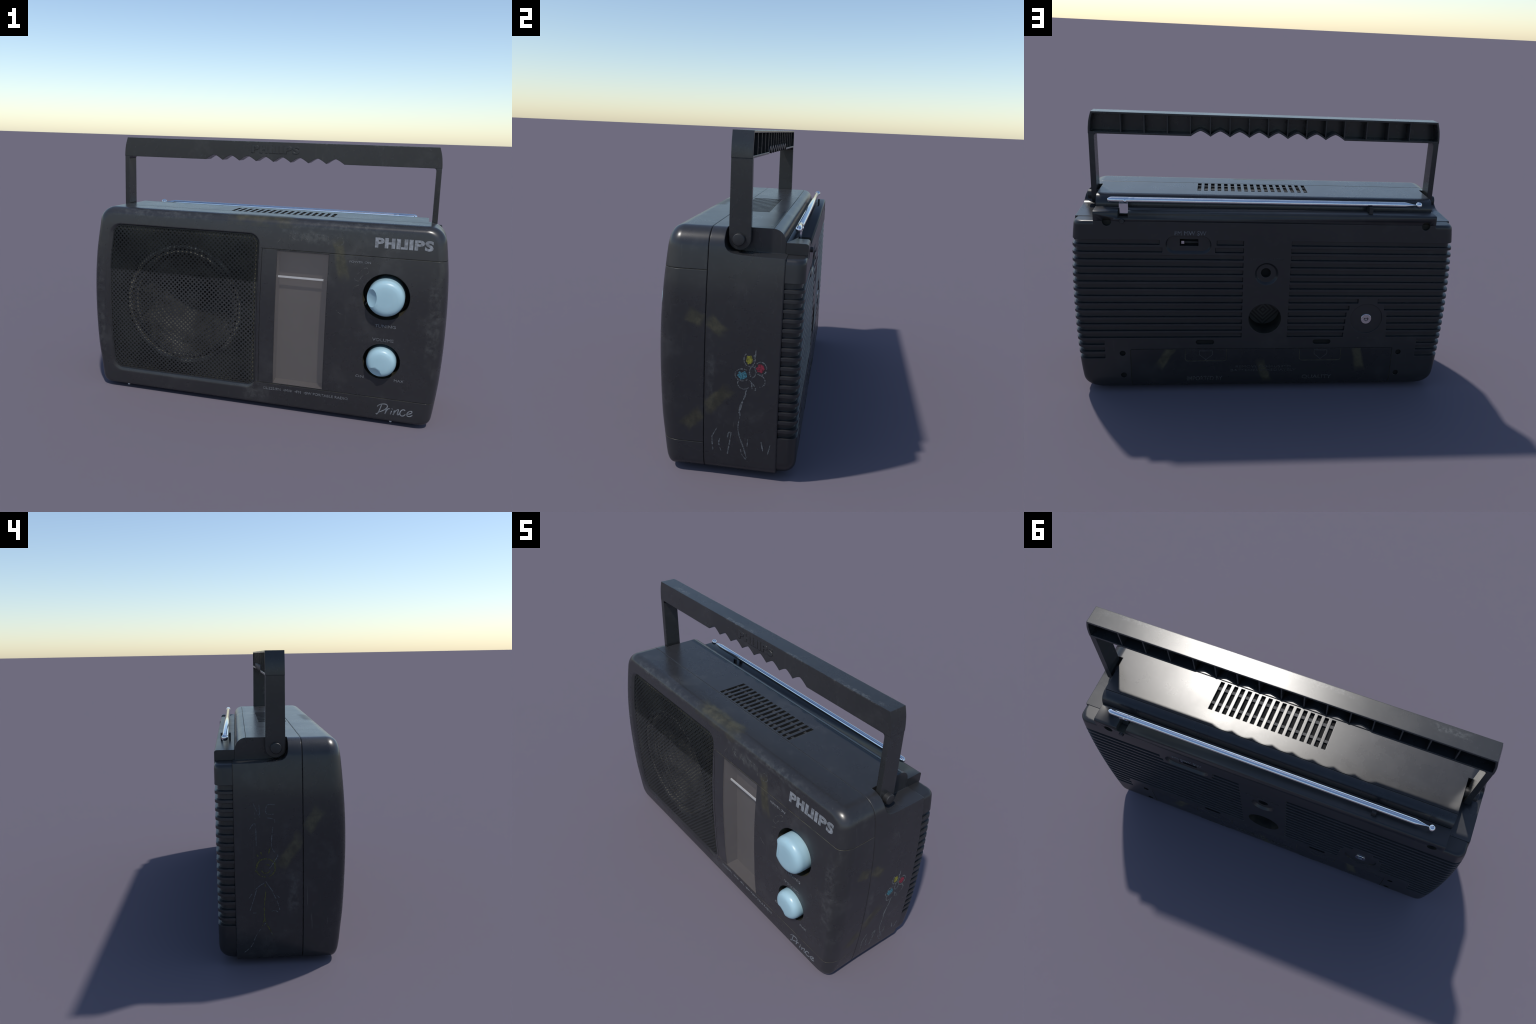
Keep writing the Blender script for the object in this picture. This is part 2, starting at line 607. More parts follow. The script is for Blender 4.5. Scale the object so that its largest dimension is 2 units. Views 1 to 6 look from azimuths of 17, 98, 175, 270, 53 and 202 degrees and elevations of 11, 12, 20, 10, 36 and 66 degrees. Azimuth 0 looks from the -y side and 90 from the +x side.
# ------------------------------------------------------------ speaker grille
def build_grille():
    px, pz, hr = .01269, .01256, .0063
    ox, oz = GX0 - (GX0 - .00892) % px, GZ0 - (GZ0 - .00223) % pz
    odd = (1 + round((ox - .00892) / px) + round((oz - .00223) / pz)) % 2
    n = 8
    v, f = [], []
    ox -= 2 * px
    nx = int((GX1 - GX0) / px) + 4
    nz = int((GZ1 - GZ0) / pz) + 2
    idx = {}
    th = .0012

    def corner(i, j):
        if (i, j) not in idx:
            x, z = ox + i * px, oz + j * pz
            idx[i, j] = len(v)
            v.append((x, sheet_y(x, z), z))
        return idx[i, j]

    for j in range(1, nz):
        for i in range(1, nx):
            if (i + j) % 2 != odd:
                continue
            x, z = ox + i * px, oz + j * pz
            if not inside_rounded(x + bow(x, z), z, GX0 + .003, GX1 - .003, GZ0 + .003, GZ1 - .003, .045):
                continue
            cs = [corner(i + 1, j), corner(i, j + 1), corner(i - 1, j), corner(i, j - 1)]
            h0 = len(v)
            for dy in (0, th):
                for q in range(n):
                    a = 2 * PI * q / n
                    zz = z + hr * math.sin(a)
                    v.append((x + hr * math.cos(a), sheet_y(x + hr * math.cos(a), zz) + dy, zz))
            for q in range(4):
                c0, c1 = cs[q], cs[(q + 1) % 4]
                a, b, c = h0 + 2 * q, h0 + 2 * q + 1, h0 + (2 * q + 2) % n
                f += [(c0, a, b), (c0, b, c1), (c1, b, c)]
            for q in range(n):
                p, r = h0 + q, h0 + (q + 1) % n
                f.append((p, r, r + n, p + n))
    # plain border round the holes
    k = len(v)
    a = grille_ring(GX0 - .002, GX1 + .002, GZ0 - .002, GZ1 + .002, .05, GRILLE_IN + .0045)
    b = grille_ring(GX0 + .0045, GX1 - .0045, GZ0 + .0045, GZ1 - .0045, .042, GRILLE_IN + .0045)
    c = grille_ring(GX0 + .0055, GX1 - .0055, GZ0 + .0055, GZ1 - .0055, .042, GRILLE_IN + .0095)
    m = len(a)
    v += a + b + c
    for i in range(m):
        j = (i + 1) % m
        f += [(k + i, k + j, k + m + j, k + m + i), (k + m + i, k + m + j, k + 2 * m + j, k + 2 * m + i)]
    return add("speaker_grille", v, f, [M_grille], smooth=False)


grille = build_grille()

# speaker behind it: baffle board with the deep driver set into it
sp = Geo()
ring_prof = [(.318, -.258), (.320, -.271), (.330, -.2765), (.340, -.274), (.3415, -.262)]
n = 96
sp.rings([[(SC[0] + r * math.cos(2 * PI * i / n), y, SC[1] + r * math.sin(2 * PI * i / n)) for i in range(n)] for r, y in [(.318, -.245)] + ring_prof + [(.3415, -.245), (.318, -.245)]], caps=False)
speaker = sp.make("speaker", [M_ring])
cn = Geo()
prof = [(.3175, -.251), (.312, -.262), (.300, -.266), (.288, -.258), (.280, -.236), (.268, -.196), (.262, -.190), (.252, -.184),
        (.21, -.150), (.16, -.110), (.115, -.072), (.085, -.050), (.080, -.049), (.078, -.056), (.055, -.076), (.025, -.086), (.001, -.088)]
rings = [[(SC[0] + r * math.cos(2 * PI * i / n), y, SC[1] + r * math.sin(2 * PI * i / n)) for i in range(n)] for r, y in prof]
cn.rings(rings, caps=False)
cn.make("cone", [M_cone], speaker)


def build_baffle():
    outer = rounded_rect(GX0 + .001, GX1 - .001, GZ0 + .001, GZ1 - .001, .05, 11)
    outer = dense(outer)
    v, f = [], []
    n = len(outer)
    for t in (0, .25, .5, .75, 1):
        for x, z in [(x - bow(x, z), z) for x, z in outer]:
            a = math.atan2(z - SC[1], x - SC[0])
            xx = x + (SC[0] + .3405 * math.cos(a) - x) * t
            zz = z + (SC[1] + .3405 * math.sin(a) - z) * t
            v.append((xx, sheet_y(xx, zz) + .0095, zz))
    for k in range(4):
        for i in range(n):
            j = (i + 1) % n
            f.append((k * n + i, k * n + j, (k + 1) * n + j, (k + 1) * n + i))
    return add("baffle", v, f, [M_baffle], speaker)


build_baffle()

# ------------------------------------------------------------------- knobs
for kn, (x, z, rh, rk, ang, back_off) in zip(("tuning_knob", "volume_knob"), KNOBS):
    s = rk / .0965
    prof = [(.001, -.3525), (.035, -.3522), (.060, -.3512), (.075, -.3475), (.084, -.3420), (.0905, -.3350), (.0945, -.3260), (.0965, -.3150), (.0965, -.184)]
    g = Geo().lathe([(r * s, y + (back_off if i < 8 else 0)) for i, (r, y) in enumerate(prof)], (x, 0, z), n=72)
    ob = g.make(kn, [M_knob], angle=50)
    a = math.radians(ang)
    c = (x + .130 * s * math.cos(a), -.424 + back_off, z + .130 * s * math.sin(a))
    rr = math.hypot(.089 * s, .070)
    ball = Geo().lathe([(max(rr * math.sin(PI * i / 24), .0004), -rr * math.cos(PI * i / 24)) for i in range(25)], c, n=48)
    cut(ob, ball, M_knob)
    settle(ob, 40)

# clear smoky pane over the dial, following the bowed front
rows = [WZ0 + .001 + (WZ1 - WZ0 - .002) * i / 20 for i in range(21)]
v, f = [], []
for z in rows:
    v += [(WX0 + .001, front_y(z) + .001, z), (WX1 - .001, front_y(z) + .001, z), (WX1 - .001, front_y(z) + .005, z), (WX0 + .001, front_y(z) + .005, z)]
for i in range(20):
    for q in range(4):
        r = (q + 1) % 4
        f.append((4 * i + q, 4 * i + r, 4 * i + 4 + r, 4 * i + 4 + q))
f += [(3, 2, 1, 0), (80, 81, 82, 83)]
add("dial_pane", v, f, [M_pane], angle=30)

# dial needle
g = Geo().box(.1045, .352, -.2455, -.2395, .752, .762)
g.make("tuning_needle", [M_needle], smooth=False)
g = Geo()
g.box(.352, .3805, -.2445, -.2405, .754, .760)
g.make("needle_carriage", [M_window], smooth=False)

# ============================================================ MIDDLE SHELL
BLOCK_X = .868                       # half width of the raised top behind the handle ends


def build_middle():
    v, f = [], []
    plan = [(.0030, Y_SEAM_FRONT + .0004), (0, Y_SEAM_FRONT + .0028), (0, -.05), (0, .05), (0, .14), (0, Y_SEAM_BACK - .003), (.003, Y_SEAM_BACK + .001)]
    for d, y in plan:
        side = side_profile(d, y)
        n = len(side)
        v += [(x, y, z) for x, z in side] + [(-x, y, z) for x, z in reversed(side)]
    m = 2 * n
    for k in range(len(plan) - 1):
        for i in range(m):
            j = (i + 1) % m
            f.append((k * m + i, k * m + j, (k + 1) * m + j, (k + 1) * m + i))
    for k in (0, len(plan) - 1):
        for i in range(n - 1):
            f.append((k * m + i, k * m + i + 1, k * m + m - 2 - i, k * m + m - 1 - i))
    return add("middle_shell", v, f, [M_middle])


middle = build_middle()
shoulder = [(-.033, 1.2), (-.033, 1.045), (-.0325, 1.028), (-.028, 1.009), (-.018, .995), (-.004, .9865), (.014, .982),
            (.04, .979), (.13, .976), (.26, .974), (.26, 1.2)]
g = Geo().prism_x(shoulder, BLOCK_X, 1.1).prism_x(shoulder, -1.1, -BLOCK_X)
cut(middle, g, M_middle)
rear = [(.153, 1.2), (.153, 1.0785), (.166, 1.0765), (.179, 1.0715), (.190, 1.0635), (.198, 1.053), (.204, 1.041), (.207, 1.028), (.208, .979), (.26, .9785), (.26, 1.2)]
cut(middle, Geo().prism_x(rear, -1.1, 1.1), M_middle)
cut(middle, Geo().box(-1.1, 1.1, .1535, .1557, 1.0735, 1.2), M_trim)

# vent slots in the top
VX0, VX1, VY0, VY1 = -.220, .367, -.085, .073
g = Geo()
for i in range(17):
    c = VX0 + .010 + (VX1 - VX0 - .020) * i / 16
    g.box(c - .0098, c + .0098, VY0, VY1, 1.0655, 1.2)
cut(middle, g, M_dark)
# well for the round opening in the back
cut(middle, Geo().lathe([(.0872, .0), (.0872, .06)], (.004, .178, .441), n=48), M_hole)
# room for the speaker
cut(middle, Geo().lathe([(.338, -.2), (.338, -.03)], (SC[0], 0, SC[1]), n=72), M_dark)
settle(middle)
bars = Geo()
for y0, y1 in ((-.058, -.042), (.023, .037)):
    bars.box(VX0 + .001, VX1 - .001, y0, y1, 1.0650, 1.0730)
bars.make("vent_crossbars", [M_cross], middle, smooth=False)
Geo().lathe([(.001, .0), (.0868, .0), (.0868, -.004), (.001, -.004)], (.004, .184, .441), n=48).make("diamond_disc", [M_target], smooth=False)

# ============================================================== BACK COVER
RIB_PITCH, RIB_DEEP = .0401, .0135
GROOVES = [(.8535 - RIB_PITCH * k, .8535 - RIB_PITCH * k + .0215) for k in range(17)]
CENTER = (-.1205, .1265)


def groove_spans(k):
    """x ranges of the back face where groove k is open"""
    if k >= 14:
        return [(-2, -.846), (.846, 2)]
    left = [(CENTER[1], 2)]
    if k == 0:
        left = [(CENTER[1], .262), (.549, 2)]
    if k == 1:
        left = [(CENTER[1], .270), (.537, 2)]
    right = [(-2, CENTER[0])]
    jack = {8: (-.604, -.496), 9: (-.643, -.449), 10: (-.661, -.436), 11: (-.663, -.433), 12: (-.666, -.430), 13: (-.668, -.428)}
    if k in jack:
        right = [(-2, jack[k][0]), (jack[k][1], CENTER[0])]
    return left + right


def build_back():
    e = .0014
    ends = sorted({x for k in range(17) for s in groove_spans(k) for x in s if abs(x) < 1.5} | {-.712, .712, 0.0, .35, -.3})
    cols_x = sorted({round(x + o, 5) for x in ends for o in (-e, e)} | {-BLOCK_X, BLOCK_X, -.8665, .8665})
    rows = [Z_BOTTOM + .090 * (1 - math.cos(i / 10 * PI / 2)) for i in range(10)] + [.104, .14, .18]
    groove_rows = {}
    for k, (z0, z1) in enumerate(GROOVES):
        for z, d in ((z0 - .0022, 0), (z0 + .0004, 1), (z1 - .0004, 1), (z1 + .0030, 0)):
            rows.append(z)
            if d:
                groove_rows[z] = k
    rows += [.92, .95, .9600, .9655, .9695, .9720, .9730]
    rows = sorted(rows)
    rc = .042
    arc = 7
    v, f = [], []
    per = None
    for z in rows:
        w = width_back(z) - .0015
        rb = .074
        if z < Z_BOTTOM + rb:
            w -= rb - math.sqrt(max(0, rb * rb - (Z_BOTTOM + rb - z)**2))
        yb = back_y(z)
        lip = 0.0
        if z > .955:
            t = min(1, (z - .955) / .018)
            lip = .016 * (1 - math.sqrt(max(0, 1 - t * t)))
        k = groove_rows.get(z)
        spans = groove_spans(k) if k is not None else []

        def depth(x):
            return RIB_DEEP if any(a < x < b for a, b in spans) else 0.0

        d = RIB_DEEP if k is not None else 0.0
        right = []
        dd = d + lip
        y1 = min(Y_SEAM_BACK + .005, yb - dd)
        right.append((w - dd, Y_SEAM_BACK + .0015))
        rr = min(rc, yb - dd - y1)
        for i in range(arc + 1):
            a = i / arc * PI / 2
            right.append((w - dd - rc * (1 - math.cos(a)), max(y1, yb - dd - rr * (1 - math.sin(a)))))
        row = list(right)
        for x in reversed(cols_x):
            l = lip if abs(x) > BLOCK_X - .0005 else 0.0
            row.append((min(max(x, -(w - dd - rc - .001)), w - dd - rc - .001), yb - depth(x) - l))
        row += [(-x, y) for x, y in reversed(right)]
        per = len(row)
        v += [(x, y, z) for x, y in row]
    for r in range(len(rows) - 1):
        for i in range(per - 1):
            f.append((r * per + i, r * per + i + 1, (r + 1) * per + i + 1, (r + 1) * per + i))
        f.append((r * per, (r + 1) * per, (r + 1) * per + per - 1, r * per + per - 1))
    f.append(tuple(range(per)))
    f.append(tuple((len(rows) - 1) * per + i for i in range(per)))
    return add("back_cover", v, f, [M_back], angle=28)


back = build_back()


def disc(geo, x, z, r, y0, y1, n=40, r2=None):
    geo.lathe([(r if r2 is None else r2, y0), (r, y1)], (x, 0, z), n=n)


# ledge that carries the aerial
ledge_profile = [(.2085, .9735), (.302, .9735), (.302, 1.012), (.3005, 1.017), (.297, 1.0205), (.290, 1.0225), (.2085, 1.0225)]
ledge = Geo().prism_x(ledge_profile, -BLOCK_X, BLOCK_X).make("aerial_ledge", [M_back])
cut(ledge, Geo().box(.699, .749, .247, .4, .990, 1.1), M_hole)
g = Geo()
for x, z in ((.803, .971), (-.816, .969)):
    disc(g, x, z, .022, .285, .35)
cut(ledge, g, M_hole)

# screw holes, slots, wells
g = Geo()
for x, z in ((.803, .971), (-.816, .969)):
    disc(g, x, z, .022, .285, .35)
cut(back, g, M_hole)
g = Geo()
for x, z in ((.754, .239), (.752, .107), (-.749, .236), (-.748, .106)):
    disc(g, x, z, .0155, .289, .35, 28)
disc(g, .0065, .700, .026, .265, .35, 32)
for x in (.320, -.3125):
    g.prism_y(rounded_rect(x - .049, x + .049, .289, .3165, .0137, 6), .289, .35)
g.box(.356, .449, .258, .35, .844, .881)
cut(back, g, M_dark)
disc_well = Geo()
disc(disc_well, .004, .698, .0625, .2885, .3035, 48, .050)
cut(back, disc_well, M_back)
g = Geo()
disc(g, .004, .441, .0868, .2, .35, 64)
cut(back, g, M_hole)
g = Geo()
g.rings([[(x, .289, z) for x, z in rounded_rect(.297, .512, .818, .899, .040, 10)],
         [(x, .3035, z) for x, z in rounded_rect(.289, .520, .805, .900, .0465, 10)]])
cut(back, g, M_back)
g = Geo()
disc(g, -.549, .441, .089, .2965, .35, 64, .087)
cut(back, g, M_back)
# shallow pocket of the battery door
zs = [.030 + i * (.264 - .030) / 16 for i in range(17)]
pocket = [(back_y(z) - .0045, z) for z in zs] + [(.4, .264), (.4, .030)]
cut(back, Geo().prism_x(pocket, -.7135, .7135), M_seamdust)
settle(back, 28)

# ---------------------------------------------------------------- door
zs = [.0315 + i * (.2615 - .0315) / 24 for i in range(25)]
door_poly = [(back_y(z) - .0042, z) for z in zs] + [(back_y(z) - .0002, z) for z in reversed(zs)]
door = Geo().prism_x(door_poly, -.7112, .7112).make("battery_door", [M_door])
g = Geo()
for x0, x1 in ((.203, .427), (-.425, -.194)):
    o = rounded_rect(x0, x1, .188, .30, .014, 5)
    i_ = rounded_rect(x0 + .003, x1 - .003, .191, .297, .012, 5)
    n = len(o)
    v = [(x, y, z) for y in (.2995, .32) for x, z in o] + [(x, y, z) for y in (.2995, .32) for x, z in i_]
    f = []
    for i in range(n):
        j = (i + 1) % n
        f += [(i, j, n + j, n + i), (2 * n + i, 3 * n + i, 3 * n + j, 2 * n + j), (i, 2 * n + i, 2 * n + j, j), (n + i, n + j, 3 * n + j, 3 * n + i)]
    g.put(v, f)
cut(door, g, M_seamdust)
settle(door)

# ------------------------------------------------ small fittings of the back
Geo().lathe([(.0005, -.03), (.029, -.03), (.029, -.0015), (.0275, 0), (.013, 0), (.013, -.010), (.0006, -.010)], (-.548, .3015, .439), n=40).make("power_socket_pin", [M_screw])
g = Geo()
for s in (1, -1):
    g.box(-.548 - .008, -.548 + .008, .285, .2995, .439 + s * .006 - .003, .439 + s * .006 + .003)
g.make("socket_contacts", [M_chrome], smooth=False)
Geo().box(.427, .441, .262, .2905, .856, .871).make("band_switch", [M_screw], smooth=False)
Geo().box(.358, .427, .255, .268, .853, .862).make("switch_slide", [M_trim], smooth=False)
Geo().lathe([(.012, 0), (.012, .0115), (.0105, .0135), (.0004, .0135)], (.729, .300, .975), n=28).make("aerial_screw", [M_trim])
# arrows on the two latches of the door
for cx, zt in ((.315, .253), (-.311, .254)):
    pts = [(cx - .037, zt), (cx + .037, zt), (cx + .037, zt - .026), (cx, zt - .058), (cx - .037, zt - .026)]
    inn = [(cx - .033, zt - .004), (cx + .033, zt - .004), (cx + .033, zt - .0245), (cx, zt - .053), (cx - .033, zt - .0245)]
    v, f = [], []
    for y in (.3005, .3030):
        v += [(x, y, z) for x, z in pts] + [(x, y, z) for x, z in inn]
    for i in range(5):
        j = (i + 1) % 5
        f += [(10 + i, 10 + j, 15 + j, 15 + i), (i, j, 10 + j, 10 + i), (5 + i, 15 + i, 15 + j, 5 + j)]
    add("latch_arrow", v, f, [M_dim_print], door, smooth=False)

# ================================================================== HANDLE
H_TOP, H_Y0, H_Y1 = 1.4695, -.0245, .0635
handle_side = table([(1.0, .9135), (1.30, .9140), (1.376, .9130), (1.42, .9085), (1.448, .9020), (1.468, .8955)])


def bar_bottom(x, lift=0.0):
    """underside of the grip: eight finger scallops between x = -0.40 and 0.40"""
    base = 1.360 + lift
    if abs(x) >= .4:
        return base
    t = ((x + .4) / .1) % 1.0
    a = abs(t - .5) * 2                    # 0 at the apex, 1 at the cusps
    return base + .028 * (1 - a**1.35) + (.0 if lift == 0 else 0)


def bar_outline(inset):
    top = H_TOP - inset
    pts = []
    n = 10
    zlow = 1.360 + inset
    for i in range(n + 1):                # right end, upwards
        z = zlow + (top - zlow) * i / n
        pts.append((handle_side(z) - inset, z))
    for i in range(n, -1, -1):
        z = zlow + (top - zlow) * i / n
        pts.append((-(handle_side(z) - inset), z))
    xs = [-.4 + .8 * i / 160 for i in range(161)]
    pts += [(x, bar_bottom(x, inset)) for x in xs]
    return pts


bar = Geo().prism_y(bar_outline(0), H_Y0, H_Y1).make("handle", [M_handle], angle=25)
cut(bar, Geo().prism_y(bar_outline(.0095), H_Y0 + .013, H_Y1 + .05), M_handle)
settle(bar, 25)
ribs_x = [.752, .635, .518, .402, .301, .201, .102, .003, -.098, -.198, -.299, -.398, -.516, -.633, -.750]
g = Geo()
for x in ribs_x:
    g.box(x - .0032, x + .0032, H_Y0 + .012, H_Y1 - .004, bar_bottom(x, .0085) - (.001 if abs(x) > .4 else 0), H_TOP - .009)
g.make("grip_ribs", [M_handle], bar, smooth=False)

PIVOT = (.021, 1.034)
for s in (1, -1):
    prof = []
    r = .0455
    for i in range(17):
        a = PI + i / 16 * PI
        prof.append((PIVOT[0] + .0010 + r * math.cos(a), PIVOT[1] + r * math.sin(a)))
    prof += [(.0633, 1.3605), (-.0243, 1.3605)]
    g = Geo()
    g.rings([[(s * .8845, y, z) for y, z in prof], [(s * .9125, y, z) for y, z in prof]])
    leg = g.make("handle_leg", [M_handle], bar, angle=30)
    md = leg.modifiers.new("edge", "BEVEL")
    md.width, md.segments, md.limit_method, md.angle_limit = .0025, 2, "ANGLE", math.radians(50)
    # small fillet where the leg meets the grip
    g = Geo()
    fil = [(s * .8848, 1.3602)] + [(s * (.8845 - .014 + .014 * math.cos(i / 6 * PI / 2)), 1.3602 - .014 + .014 * math.sin(i / 6 * PI / 2)) for i in range(7)]
    g.prism_y(fil, H_Y0 + .0006, H_Y1 - .0006)
    g.make("corner_fillet", [M_handle], bar, smooth=False)
    g = Geo().lathe([(.012, -.08), (.0255, -.08), (.0255, .0225), (.0235, .0252), (.019, .0262), (.0005, .0262)], (0, PIVOT[0] - .001, PIVOT[1]), "x", 40)
    g.v = [(s * (.9125 + x), y, z) for x, y, z in g.v]
    g.make("pivot_pin", [M_trim], bar, angle=30)

# ================================================================== AERIAL
AY, AZ = .2505, 1.0685
prof = [(.0004, .803), (.006, .8015), (.0105, .797), (.0135, .789), (.0143, .780), (.0143, .700), (.0138, .6985), (.0143, .697), (.0143, .672), (.0138, .6705), (.0143, .669), (.0140, -.705),
        (.0125, -.712), (.0030, -.757), (.0026, -.768)]
rod = Geo().lathe(prof, (0, AY, AZ), "x", 32).make("aerial", [M_chrome], angle=40)
Geo().lathe([(max(.0162 * math.sin(PI * i / 16), .0003), .0162 * math.cos(PI * i / 16)) for i in range(17)], (-.780, AY + .002, AZ), "x", 32).make("aerial_tip", [M_chrome], rod, angle=60)
Geo().lathe([(max(.0105 * math.sin(PI * i / 12), .0003), .0105 * math.cos(PI * i / 12)) for i in range(13)], (.716, AY + .0065, AZ - .003), "x", 24).make("aerial_joint", [M_chrome], rod, angle=60)
g = Geo()
g.rings([[(.702, .2535, 1.0), (.746, .2535, 1.0), (.746, .2615, 1.0), (.702, .2615, 1.0)],
         [(.702, .2535, 1.0525), (.746, .2535, 1.0525), (.746, .2625, 1.0525), (.702, .2625, 1.0525)]])
g.make("aerial_bracket", [M_chrome], rod, smooth=False)
g = Geo()
g.box(-.534, -.514, .268, .278, 1.02, 1.060).box(-.534, -.514, .226, .235, 1.02, 1.060)
g.make("aerial_clip", [M_trim], smooth=False)

# ------------------------------------------------------------ foot screws
for x in (-.800, .752):
    Geo().lathe([(.0003, .0), (.004, .0006), (.0066, .003), (.0074, .007), (.0074, .03)], (x, -.218, 0), "z", 24).make("foot_screw", [M_foot], angle=50)


# ================================================================= LETTERING
def lettering(name, body, x0, x1, z0, z1, place, mat, bold=0.0, shear=0.0, thick=.0012, spacing=1.0, parent=None):
    cu = bpy.data.curves.new(name, "FONT")
    cu.body = body
    cu.offset = bold
    cu.shear = shear
    cu.space_character = spacing
    cu.resolution_u = 3
    cu.extrude = .1
    tmp = bpy.data.objects.new("tmp", cu)
    bpy.context.scene.collection.objects.link(tmp)
    dg = bpy.context.evaluated_depsgraph_get()
    me = bpy.data.meshes.new_from_object(tmp.evaluated_get(dg))
    bpy.data.objects.remove(tmp)
    bpy.data.curves.remove(cu)
    xs = [v.co.x for v in me.vertices]
    ys = [v.co.y for v in me.vertices]
    lx, hx, ly, hy = min(xs), max(xs), min(ys), max(ys)
    for v in me.vertices:
        u = x0 + (v.co.x - lx) / (hx - lx) * (x1 - x0)
        w = z0 + (v.co.y - ly) / (hy - ly) * (z1 - z0)
        v.co = place(u, w, thick if v.co.z > 0 else -.002)
    me.name = name
    me.materials.clear()
    me.materials.append(mat)
    ob = bpy.data.objects.new(name, me)
    bpy.context.scene.collection.objects.link(ob)
    ob.parent = parent or root
    bm = bmesh.new()
    bm.from_mesh(me)
    bmesh.ops.recalc_face_normals(bm, faces=bm.faces)
    bm.to_mesh(me)
    bm.free()
    return ob


def on_front(u, w, h):
    return (u, front_y(w) - h, w)


def on_back(u, w, h):
    return (u, back_y(w) + h, w)


def on_handle(u, w, h):
    return (u, H_Y0 - h, w)


def brand(name, x0, x1, z0, z1, place, mat, thick, parent=None):
    """seven block letters; the fourth is an L turned round"""
    sx = (x1 - x0) / .288
    X = lambda x: x0 + (x - .612) * sx
    lo, hi = z0, z1
    ob = lettering(name, "P", X(.612), X(.6585), lo, hi, place, mat, bold=.045, thick=thick, parent=parent)
    for body, a, b in (("P", .8078, .8560), ("S", .8575, .900)):
        lettering(name, body, X(a), X(b), lo - (.0005 if body == "S" else 0), hi, place, mat, bold=.045, thick=thick, parent=parent)
    g = Geo()
    bars = [(.6607, .6785, 0, 1), (.6942, .712, 0, 1), (.6785, .6942, .40, .62), (.7187, .739, 0, 1), (.7570, .775, 0, 1), (.7413, .7570, 0, .22), (.781, .8007, 0, 1)]
    for a, b, c, d in bars:
        zs = [lo + (hi - lo) * (c + (d - c) * i / 4) for i in range(5)]
        g.rings([[place(X(a), z, -.002), place(X(b), z, -.002), place(X(b), z, thick), place(X(a), z, thick)] for z in zs])
    return g.make(name, [mat], parent, smooth=False)


brand("brand_lettering", .612, .900, .959, 1.0105, on_front, M_white_print, .0012)
lettering("power_label", "POWER ON", .487, .598, .8725, .8835, on_front, M_grey_print)
lettering("tuning_label", "TUNING", .640, .745, .546, .562, on_front, M_grey_print)
lettering("volume_label", "VOLUME", .631, .740, .471, .487, on_front, M_grey_print)
lettering("on_label", "ON", .556, .598, .258, .272, on_front, M_grey_print)
lettering("max_label", "MAX", .756, .805, .257, .271, on_front, M_grey_print)
lettering("model_label", "DL225/FM  •MW  •FM  •SW PORTABLE RADIO", .052, .521, .1155, .1305, on_front, M_grey_print)
lettering("band_label", "FM MW SW", .473, .316, .905, .927, on_back, M_grey_print)
lettering("moulded_lettering", "TROPICALIZED", .092, -.086, .774, .788, on_back, M_dim_print)
lettering("voltage_label", "6 V DC", -.505, -.615, .322, .333, on_back, M_dim_print)
lettering("door_lettering", "REMOVE EXHAUSTED", .153, -.150, .146, .160, on_back, M_dim_print, parent=door)
lettering("door_lettering", "BATTERIES IMMEDIATELY", .180, -.179, .124, .138, on_back, M_dim_print, parent=door)
lettering("door_stamp", "IMPORTED BY", .417, .224, .066, .096, on_back, M_dim_print, bold=.02, parent=door)
lettering("door_stamp", "QUALITY", -.215, -.382, .068, .098, on_back, M_dim_print, bold=.02, parent=door)
brand("handle_lettering", -.128, .148, 1.406, 1.449, on_handle, M_handle, .0018, bar)


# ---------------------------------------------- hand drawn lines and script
def ribbon(geo, pts, w, place, h=.0009, broken=0.0, rough=.3, seed=0):
    """a chalk or pen stroke lying on a surface, optionally broken into dabs"""
    rnd = random.Random(seed)
    dense = []
    for a, b in zip(pts, pts[1:]):
        n = max(2, int(math.hypot(b[0] - a[0], b[1] - a[1]) / .004))
        dense += [(a[0] + (b[0] - a[0]) * i / n, a[1] + (b[1] - a[1]) * i / n) for i in range(n)]
    dense.append(pts[-1])
    for _ in range(2):
        dense = [dense[0]] + [tuple((a[k] + 2 * b[k] + c[k]) / 4 for k in (0, 1)) for a, b, c in zip(dense, dense[1:], dense[2:])] + [dense[-1]]
    run = []

    def flush():
        if len(run) >= 3:
            rings = []
            for i, p in enumerate(run):
                a, b = run[max(i - 1, 0)], run[min(i + 1, len(run) - 1)]
                tx, ty = b[0] - a[0], b[1] - a[1]
                l = math.hypot(tx, ty) or 1
                ww = w * .5 * (1 + rough * (rnd.random() * 2 - 1)) * (.45 if i in (0, len(run) - 1) else 1)
                nx, ny = -ty / l * ww, tx / l * ww
                rings.append([place(p[0] + nx, p[1] + ny, -.001), place(p[0] + nx, p[1] + ny, h), place(p[0] - nx, p[1] - ny, h), place(p[0] - nx, p[1] - ny, -.001)])
            geo.rings(rings)
        run.clear()

    for p in dense:
        if broken and rnd.random() < broken:
            flush()
        else:
            run.append(p)
    flush()


def smooth_curve(pts, n=8):
    out = []
    for i in range(len(pts) - 1):
        p0, p1, p2, p3 = pts[max(i - 1, 0)], pts[i], pts[i + 1], pts[min(i + 2, len(pts) - 1)]
        for k in range(n):
            t = k / n
            out.append(tuple(.5 * (2 * b + (c - a) * t + (2 * a - 5 * b + 4 * c - d) * t * t + (3 * b - a - 3 * c + d) * t**3) for a, b, c, d in zip(p0, p1, p2, p3)))
    return out + [pts[-1]]


